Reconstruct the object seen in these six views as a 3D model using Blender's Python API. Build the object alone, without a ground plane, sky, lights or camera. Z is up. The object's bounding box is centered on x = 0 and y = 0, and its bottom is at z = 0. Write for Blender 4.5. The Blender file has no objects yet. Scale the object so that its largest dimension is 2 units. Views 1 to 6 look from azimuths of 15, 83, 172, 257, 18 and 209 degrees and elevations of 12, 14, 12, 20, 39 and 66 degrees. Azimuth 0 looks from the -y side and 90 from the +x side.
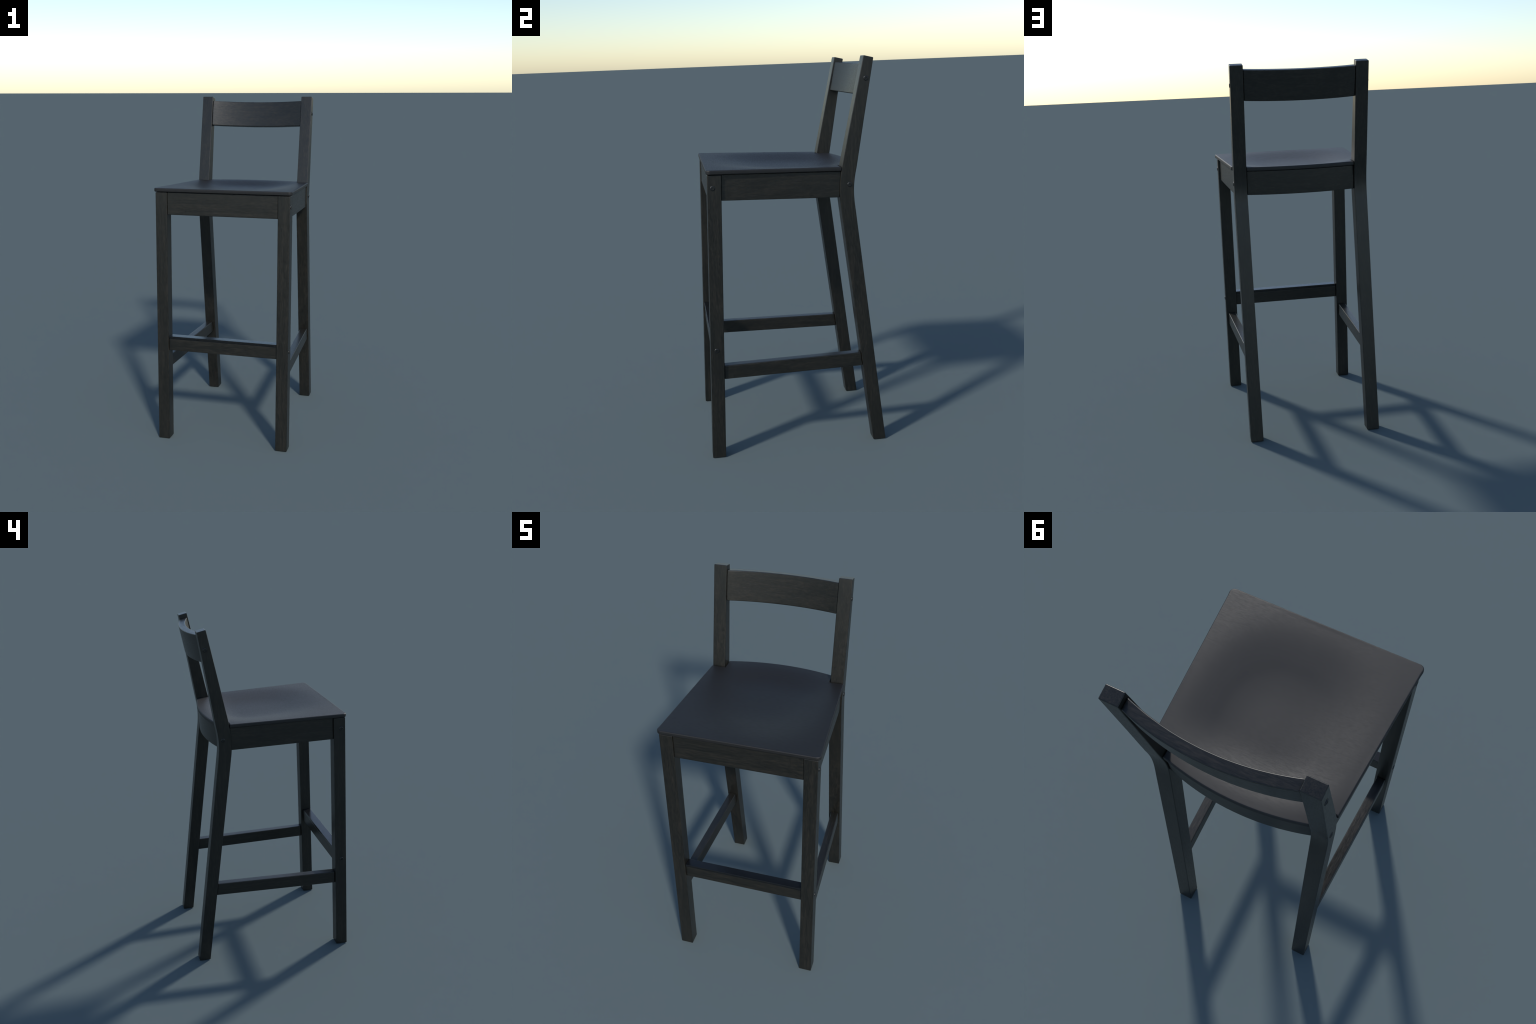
"""Tall dark-stained wooden bar stool with a low curved backrest."""
import bpy, bmesh, math
from mathutils import Vector, Matrix

# ------------------------------------------------------------------ sizes (metres)
LEAN = 0.0336                 # front legs and the whole seat frame lean back by this slope
FRONT_IN, FRONT_OUT = 0.3230, 0.3913      # |x| of the front legs
REAR_IN, REAR_OUT = 0.2897, 0.3574        # |x| of the rear legs / backrest posts
LEG_Y0, LEG_DEPTH = -0.4655, 0.0685       # front leg: foot front edge, depth
SEAT_FRONT_Z = 1.4970                     # top of the seat at y = -0.42
SEAT_THICK = 0.0225


def seat_plane(y):
    return SEAT_FRONT_Z - LEAN * (y + 0.42)


def smoothstep(a, b, t):
    t = min(1.0, max(0.0, (t - a) / (b - a)))
    return t * t * (3 - 2 * t)


# ------------------------------------------------------------------ materials
def wood_material(name, axis, dark, mid, light, rough=0.35, bump=0.18, contrast=1.0, spec=0.5):
    """Stained wood; the grain runs along the given local axis (0 x, 1 y, 2 z)."""
    m = bpy.data.materials.new(name)
    m.use_nodes = True
    nt = m.node_tree
    nt.nodes.clear()
    N, L = nt.nodes.new, nt.links.new
    out = N("ShaderNodeOutputMaterial")
    bsdf = N("ShaderNodeBsdfPrincipled")
    L(bsdf.outputs[0], out.inputs[0])
    tc = N("ShaderNodeTexCoord")
    info = N("ShaderNodeObjectInfo")
    shift = N("ShaderNodeVectorMath"); shift.operation = "MULTIPLY_ADD"
    comb = N("ShaderNodeCombineXYZ")
    for i in range(3):
        L(info.outputs["Random"], comb.inputs[i])
    L(comb.outputs[0], shift.inputs[0])
    shift.inputs[1].default_value = (3.1, 5.7, 4.3)
    L(tc.outputs["Object"], shift.inputs[2])

    def mapped(across, along):
        mp = N("ShaderNodeMapping")
        s = [across] * 3
        s[axis] = along
        mp.inputs["Scale"].default_value = s
        L(shift.outputs[0], mp.inputs["Vector"])
        return mp.outputs[0]

    def noise(vec, scale, detail, rough_):
        n = N("ShaderNodeTexNoise")
        n.inputs["Scale"].default_value = scale
        n.inputs["Detail"].default_value = detail
        n.inputs["Roughness"].default_value = rough_
        L(vec, n.inputs["Vector"])
        return n.outputs["Fac"]

    streak = noise(mapped(75, 3.5), 1.0, 4, 0.6)       # broad growth-ring streaks
    fibre = noise(mapped(210, 34), 1.0, 3, 0.7)       # short pores and fibres
    cloud = noise(mapped(15, 8), 1.0, 3, 0.5)           # uneven stain
    mix1 = N("ShaderNodeMath"); mix1.operation = "MULTIPLY_ADD"
    L(streak, mix1.inputs[0]); mix1.inputs[1].default_value = 0.36
    mul = N("ShaderNodeMath"); mul.operation = "MULTIPLY"
    L(fibre, mul.inputs[0]); mul.inputs[1].default_value = 0.50
    L(mul.outputs[0], mix1.inputs[2])
    mix2 = N("ShaderNodeMath"); mix2.operation = "MULTIPLY_ADD"
    L(cloud, mix2.inputs[0]); mix2.inputs[1].default_value = 0.14
    L(mix1.outputs[0], mix2.inputs[2])
    ramp = N("ShaderNodeValToRGB")
    e = ramp.color_ramp.elements
    w = 0.13 / contrast
    e[0].position, e[0].color = 0.5 - w, (*dark, 1)
    e[1].position, e[1].color = 0.5 + w, (*light, 1)
    k = e.new(0.5); k.color = (*mid, 1)
    L(mix2.outputs[0], ramp.inputs[0])
    L(ramp.outputs[0], bsdf.inputs["Base Color"])
    rr = N("ShaderNodeMapRange")
    rr.inputs["From Min"].default_value, rr.inputs["From Max"].default_value = 0.35, 0.65
    rr.inputs["To Min"].default_value, rr.inputs["To Max"].default_value = rough - 0.04, rough + 0.05
    L(fibre, rr.inputs["Value"]); L(rr.outputs[0], bsdf.inputs["Roughness"])
    bp = N("ShaderNodeBump")
    bp.inputs["Strength"].default_value = bump
    bp.inputs["Distance"].default_value = 0.0012
    L(streak, bp.inputs["Height"]); L(bp.outputs[0], bsdf.inputs["Normal"])
    bsdf.inputs["Specular IOR Level"].default_value = spec
    return m


def plain_material(name, colour, rough, metallic=0.0, spec=0.5, scale=60, spread=0.15):
    m = bpy.data.materials.new(name)
    m.use_nodes = True
    nt = m.node_tree
    b = nt.nodes["Principled BSDF"]
    N, L = nt.nodes.new, nt.links.new
    tc = N("ShaderNodeTexCoord")
    n = N("ShaderNodeTexNoise"); n.inputs["Scale"].default_value = scale
    n.inputs["Detail"].default_value = 3
    L(tc.outputs["Object"], n.inputs["Vector"])
    r = N("ShaderNodeValToRGB")
    r.color_ramp.elements[0].position, r.color_ramp.elements[1].position = 0.3, 0.7
    r.color_ramp.elements[0].color = (*[c * (1 - spread) for c in colour], 1)
    r.color_ramp.elements[1].color = (*[c * (1 + spread) for c in colour], 1)
    L(n.outputs["Fac"], r.inputs[0]); L(r.outputs[0], b.inputs["Base Color"])
    b.inputs["Roughness"].default_value = rough
    b.inputs["Metallic"].default_value = metallic
    b.inputs["Specular IOR Level"].default_value = spec
    return m


DARK, MID, LIGHT = (0.0065, 0.0068, 0.0058), (0.0120, 0.0115, 0.0092), (0.0230, 0.0195, 0.0150)
WOOD = [wood_material("dark_stained_wood_" + a, i, DARK, MID, LIGHT) for i, a in enumerate(("lengthwise", "depthwise", "upright"))]
SEAT_MAT = wood_material("dark_seat_lacquer", 0, (0.0112, 0.0108, 0.0110), (0.0120, 0.0116, 0.0117), (0.0130, 0.0125, 0.0125),
                         rough=0.55, bump=0.01, spec=0.45)
PLATE_MAT = plain_material("footrest_lacquer", (0.0055, 0.0058, 0.0062), 0.26)
BOLT_MAT = plain_material("blackened_steel", (0.010, 0.0105, 0.011), 0.38, metallic=0.0, scale=300)

# ------------------------------------------------------------------ building helpers
ROOT = bpy.data.objects.new("bar_stool", None)
ROOT.empty_display_size = 0.2
bpy.context.scene.collection.objects.link(ROOT)
ROOT["label"] = "tall dark stained wooden bar stool with low backrest"
ROOT["category"] = "bar stool"


def finish(bm, name, mat, parent=ROOT, bevel=0.0, segments=3, sharp=28.0, auto=38.0):
    """Bevel hard edges, recentre the mesh on its own origin and link it under its parent."""
    bmesh.ops.remove_doubles(bm, verts=bm.verts, dist=1e-6)
    bmesh.ops.recalc_face_normals(bm, faces=bm.faces)
    if bevel > 0:
        edges = [e for e in bm.edges if len(e.link_faces) == 2 and e.calc_face_angle(0) > math.radians(sharp)]
        bmesh.ops.bevel(bm, geom=edges, offset=bevel, offset_type="OFFSET", segments=segments,
                        profile=0.5, affect="EDGES", clamp_overlap=True)
    lo = Vector([min(v.co[i] for v in bm.verts) for i in range(3)])
    hi = Vector([max(v.co[i] for v in bm.verts) for i in range(3)])
    mid = (lo + hi) / 2
    for v in bm.verts:
        v.co -= mid
    me = bpy.data.meshes.new(name)
    bm.to_mesh(me); bm.free()
    for p in me.polygons:
        p.use_smooth = True
    me.set_sharp_from_angle(angle=math.radians(auto))
    me.materials.append(mat)
    ob = bpy.data.objects.new(name, me)
    bpy.context.scene.collection.objects.link(ob)
    ob.parent = parent
    base = parent.location if parent is not ROOT else Vector((0, 0, 0))
    ob.location = mid - base
    wn = ob.modifiers.new("weighted", "WEIGHTED_NORMAL")
    wn.keep_sharp = True
    return ob


def loft(sections, caps=True):
    """Skin a list of equally long closed loops."""
    bm = bmesh.new()
    rings = [[bm.verts.new(p) for p in s] for s in sections]
    n = len(rings[0])
    for a, b in zip(rings, rings[1:]):
        for i in range(n):
            bm.faces.new((a[i], a[(i + 1) % n], b[(i + 1) % n], b[i]))
    if caps:
        bm.faces.new(rings[0]); bm.faces.new(rings[-1])
    return bm


def curve_at(points, t):
    """Catmull-Rom value through (t, value) control points."""
    p = points
    for i in range(len(p) - 1):
        if t <= p[i + 1][0] or i == len(p) - 2:
            break
    t0, v0 = p[i]; t1, v1 = p[i + 1]
    m0 = (v1 - p[i - 1][1]) / (t1 - p[i - 1][0]) if i else (v1 - v0) / (t1 - t0)
    m1 = (p[i + 2][1] - v0) / (p[i + 2][0] - t0) if i + 2 < len(p) else (v1 - v0) / (t1 - t0)
    h = t1 - t0; s = (t - t0) / h
    return ((2 * s**3 - 3 * s**2 + 1) * v0 + (s**3 - 2 * s**2 + s) * h * m0 +
            (-2 * s**3 + 3 * s**2) * v1 + (s**3 - s**2) * h * m1)


# ------------------------------------------------------------------ legs
def front_leg(side):
    a, b = side * FRONT_IN, side * FRONT_OUT
    top_front = seat_plane(-0.42) - SEAT_THICK - 0.0015
    secs = []
    for k in range(13):
        f = k / 12
        loop = []
        for x, dy in ((a, 0), (b, 0), (b, LEG_DEPTH), (a, LEG_DEPTH)):
            top = top_front - LEAN * dy
            z = f * top
            loop.append((x, LEG_Y0 + dy + LEAN * z, z))
        secs.append(loop)
    return finish(loft(secs), "leg", WOOD[2], bevel=0.0035)


# side profile of the rear leg: y of its front and its back edge against height
REAR_FRONT = [(0.0, 0.3985), (0.4, 0.3485), (0.8, 0.2990), (1.1, 0.2615), (1.22, 0.2465), (1.275, 0.2398), (1.325, 0.2350),
              (1.38, 0.2365), (1.43, 0.2400), (1.475, 0.2470), (1.55, 0.2625), (1.70, 0.2945), (1.85, 0.3268), (2.0, 0.3590)]
REAR_BACK = [(0.0, 0.4655), (0.4, 0.4170), (0.8, 0.3690), (1.1, 0.3335), (1.20, 0.3215), (1.25, 0.3155), (1.30, 0.3095), (1.345, 0.3068),
             (1.385, 0.3080), (1.43, 0.3135), (1.475, 0.3220), (1.55, 0.3345), (1.70, 0.3590), (1.85, 0.3842), (1.9885, 0.4075)]


def rear_leg(side):
    a, b = side * REAR_IN, side * REAR_OUT
    steps = [i * 0.1 for i in range(11)] + [1.1 + i * 0.0125 for i in range(0, 37)] + [1.6, 1.7, 1.8, 1.9]
    steps = [s / 2.0 for s in steps] + [1.0]
    secs = []
    for f in steps:
        zf, zb = f * 2.0, f * 1.9885
        yf, yb = curve_at(REAR_FRONT, zf), curve_at(REAR_BACK, zb)
        secs.append([(a, yf, zf), (b, yf, zf), (b, yb, zb), (a, yb, zb)])
    return finish(loft(secs), "leg", WOOD[2], bevel=0.0035)


# ------------------------------------------------------------------ bolts
def bolt_mesh():
    """Low button head with a hexagonal socket, axis along +x, seat of the head at x = 0."""
    n = 36
    def ring(x, r):
        return [(x, r * math.cos(2 * math.pi * i / n), r * math.sin(2 * math.pi * i / n)) for i in range(n)]
    def hexring(x, r):
        pts = []
        for i in range(n):
            a = 2 * math.pi * i / n
            k = r * math.cos(math.pi / 6) / math.cos((a % (math.pi / 3)) - math.pi / 6)
            pts.append((x, k * math.cos(a), k * math.sin(a)))
        return pts
    R = 0.0120
    bm = loft([ring(-0.003, R), ring(0.0012, R), ring(0.0024, R * 0.93), ring(0.0032, R * 0.78),
               ring(0.0036, R * 0.62), hexring(0.0034, R * 0.56), hexring(-0.0022, R * 0.53)])
    bmesh.ops.recalc_face_normals(bm, faces=bm.faces)
    me = bpy.data.meshes.new("bolt")
    bm.to_mesh(me); bm.free()
    for p in me.polygons:
        p.use_smooth = True
    me.set_sharp_from_angle(angle=math.radians(35))
    me.materials.append(BOLT_MAT)
    return me


BOLT = bolt_mesh()


def add_bolt(leg, side, y, z, outer):
    ob = bpy.data.objects.new("bolt", BOLT)
    bpy.context.scene.collection.objects.link(ob)
    ob.parent = leg
    ob.location = Vector((side * outer, y, z)) - leg.location
    ob.rotation_euler = (0.35 * side + y, 0, 0 if side > 0 else math.pi)


# ------------------------------------------------------------------ straight rails
def beam(name, x_front, x_back, thick, z_front, z_back, mat, side, bevel=0.003, parts=8):
    """Board from the front leg's rear face to the rear leg's front face.
    x_* = outer face at each end; z_* = (bottom, top) at each end."""
    gap = 0.0004
    secs = []
    for k in range(parts + 1):
        f = k / parts
        loop = []
        for inner, top in ((0, 0), (0, 1), (1, 1), (1, 0)):
            z = z_front[top] + (z_back[top] - z_front[top]) * f
            y0 = LEG_Y0 + LEG_DEPTH + LEAN * z + gap
            y1 = curve_at(REAR_FRONT, z) - gap
            x = x_front + (x_back - x_front) * f - inner * thick
            loop.append((side * x, y0 + (y1 - y0) * f, z))
        secs.append(loop)
    return finish(loft(secs), name, mat, bevel=bevel)


def arc_board(name, half, tilt, mid_point, height, thick, sag, mat, bevel=0.003, steps=48, bow=0.0):
    """Board bent to an arc, concave towards the front, leaning back by the slope `tilt`.
    mid_point = (y, z) of the middle of the FRONT face's lower edge."""
    c, s = 1 / math.hypot(1, tilt), tilt / math.hypot(1, tilt)
    up = Vector((0, s, c)); back = Vector((0, c, -s))
    radius = (half * half + sag * sag) / (2 * sag)
    base = Vector((0, mid_point[0], mid_point[1]))
    secs = []
    amax = math.asin(half / radius)
    for k in range(steps + 1):
        a = -amax + 2 * amax * k / steps
        def pt(r, h):
            x = half * a / amax          # ends cut square against the posts
            return base + back * (math.sqrt(r * r - x * x) - radius) + Vector((x, 0, 0)) + up * h
        loop = []
        for h in (0, 0.25, 0.5, 0.75, 1):
            loop.append(pt(radius, h * height))
        for h in (1, 0.75, 0.5, 0.25, 0):
            loop.append(pt(radius + thick, h * height))
        secs.append(loop)
    return finish(loft(secs), name, mat, bevel=bevel)


# ------------------------------------------------------------------ seat
def seat():
    # half outline (x >= 0), from the middle of the front edge round to the middle of the back edge
    front_y, post_y, notch_x = -0.4215, 0.2425, 0.2870
    def side_x(y):
        return 0.4025 - (y + 0.42) * (0.0405 / 0.66)
    half = [(0.345 * i / 24, front_y) for i in range(25)]
    r = 0.022
    cx, cy = side_x(-0.42) - r, front_y + r
    for i in range(9):
        a = -math.pi / 2 + (math.pi / 2 - 0.06) * i / 8
        half.append((cx + r * math.cos(a), cy + r * math.sin(a)))
    for i in range(1, 41):
        y = -0.395 + (post_y + 0.395) * i / 40
        half.append((side_x(y), y))
    for i in range(1, 8):
        half.append((side_x(post_y) + (notch_x - side_x(post_y)) * i / 8, post_y))
    def back_y(x):
        return 0.3525 - 0.0385 * (x / 0.287) ** 2
    for i in range(0, 7):
        half.append((notch_x, post_y + (back_y(notch_x) - post_y) * i / 6))
    for i in range(1, 25):
        x = notch_x * (1 - i / 24)
        half.append((x, back_y(x)))
    outline = half + [(-x, y) for x, y in reversed(half[1:-1])]
    n = len(outline)

    def inset(d):
        pts = []
        for i in range(n):
            p0, p, p1 = (Vector(outline[j % n]) for j in (i - 1, i, i + 1))
            a, b = (p - p0).normalized(), (p1 - p).normalized()
            na, nb = Vector((-a.y, a.x)), Vector((-b.y, b.x))
            m = (na + nb).normalized()
            pts.append(p + m * (d / max(0.5, m.dot(na))))
        return pts

    BOWL = [(0, 1), (0.2, 0.985), (0.35, 0.92), (0.5, 0.76), (0.65, 0.49), (0.8, 0.225), (0.9, 0.09), (1.0, 0.02), (1.1, 0.0)]

    def dish(x, y):
        # broad shallow bowl: flat rim, deepest a little behind the middle
        reach = 0.480 if y < 0.065 else 0.272
        rho = ((abs(x) / (side_x(y) - 0.010)) ** 2.5 + (abs(y - 0.065) / reach) ** 2.5) ** (1 / 2.5)
        return 0.031 * (curve_at(BOWL, rho) if rho < 1.1 else 0.0)

    R = 0.0055
    loops = []
    for d, z in ((0.010, -SEAT_THICK), (0.0035, -SEAT_THICK + 0.0012), (0.0010, -SEAT_THICK + 0.0035), (0.0, -SEAT_THICK + 0.0060)):
        loops.append([(p.x, p.y, seat_plane(p.y) + z) for p in inset(d)])
    for k in range(0, 7):
        a = math.pi / 2 * k / 6
        loops.append([(p.x, p.y, seat_plane(p.y) - R * (1 - math.sin(a))) for p in inset(R * (1 - math.cos(a)))])
    inner = inset(R)
    centre = Vector((0, -0.03))
    K = 46
    for k in range(1, K):
        f = 1 - k / K
        ring = []
        for p in inner:
            q = centre + (p - centre) * f
            ring.append((q.x, q.y, seat_plane(q.y) - dish(q.x, q.y)))
        loops.append(ring)
    bm = loft(loops, caps=False)
    bm.verts.ensure_lookup_table()
    last = bm.verts[-n:]
    tip = bm.verts.new((0, centre.y, seat_plane(centre.y) - dish(0, centre.y)))
    for i in range(n):
        bm.faces.new((last[i], last[(i + 1) % n], tip))
    # the moulded underside follows the bowl
    low = [list(bm.verts[:n])]
    base_ring = [v.co.copy() for v in low[0]]
    for k in range(1, 12):
        f = 1 - k / 12
        ring = []
        for p in base_ring:
            x, y = p.x * f, centre.y + (p.y - centre.y) * f
            ring.append(bm.verts.new((x, y, seat_plane(y) - SEAT_THICK - dish(x, y))))
        low.append(ring)
    for a, b in zip(low, low[1:]):
        for i in range(n):
            bm.faces.new((a[i], b[i], b[(i + 1) % n], a[(i + 1) % n]))
    bm.faces.new(low[-1])
    return finish(bm, "seat", SEAT_MAT, auto=50)


# ------------------------------------------------------------------ assembly
for side in (1, -1):
    fl = front_leg(side)
    add_bolt(fl, side, -0.3925, 1.4095, FRONT_OUT)
    add_bolt(fl, side, -0.4150, 0.5883, FRONT_OUT)
    rl = rear_leg(side)
    add_bolt(rl, side, 0.2842, 1.3860, REAR_OUT)
    add_bolt(rl, side, 0.3690, 1.8935, REAR_OUT)
    # side apron and side stretcher, both toeing in towards the back
    beam("apron", 0.3795, 0.3500, 0.040,
         (1.3450, seat_plane(-0.352) - SEAT_THICK - 0.001), (1.3225, seat_plane(0.243) - SEAT_THICK - 0.001), WOOD[1], side)
    beam("stretcher", 0.3780, 0.3490, 0.044, (0.4262, 0.4993), (0.4262, 0.4993), WOOD[1], side, bevel=0.004)

# front apron leans with the legs
def front_board(name, y_at, z0, z1, thick, mat, half, bevel=0.003):
    secs = []
    for k in range(13):
        x = -half + 2 * half * k / 12
        yf = lambda z: y_at + LEAN * (z - z0)
        secs.append([(x, yf(z0), z0), (x, yf(z1), z1), (x, yf(z1) + thick, z1 - LEAN * thick), (x, yf(z0) + thick, z0 - LEAN * thick)])
    return finish(loft(secs), name, mat, bevel=bevel)


front_board("apron", -0.4145, 1.3455, seat_plane(-0.42) - SEAT_THICK - 0.0012, 0.040, WOOD[0], FRONT_IN - 0.0004)
bar = front_board("stretcher", -0.4378, 0.5455, 0.6162, 0.045, WOOD[0], FRONT_IN - 0.0004)

# smooth lacquered tread on the front stretcher
secs = []
for k in range(13):
    x = -(FRONT_IN - 0.0005) + 2 * (FRONT_IN - 0.0005) * k / 12
    secs.append([(x, -0.4392, 0.6165), (x, -0.4387, 0.6310), (x, -0.3895, 0.6292), (x, -0.3895, 0.6147)])
finish(loft(secs), "footrest_plate", PLATE_MAT, parent=bar, bevel=0.0016, segments=3)

# curved apron under the seat's back edge and the curved backrest
arc_board("apron", REAR_IN - 0.0004, LEAN, (0.3030, 1.3240), 0.1265, 0.038, 0.045, WOOD[0])
arc_board("backrest", REAR_IN - 0.0004, 0.205, (0.3730, 1.8120), 0.1560, 0.0400, 0.0455, WOOD[0], bevel=0.004)
seat()
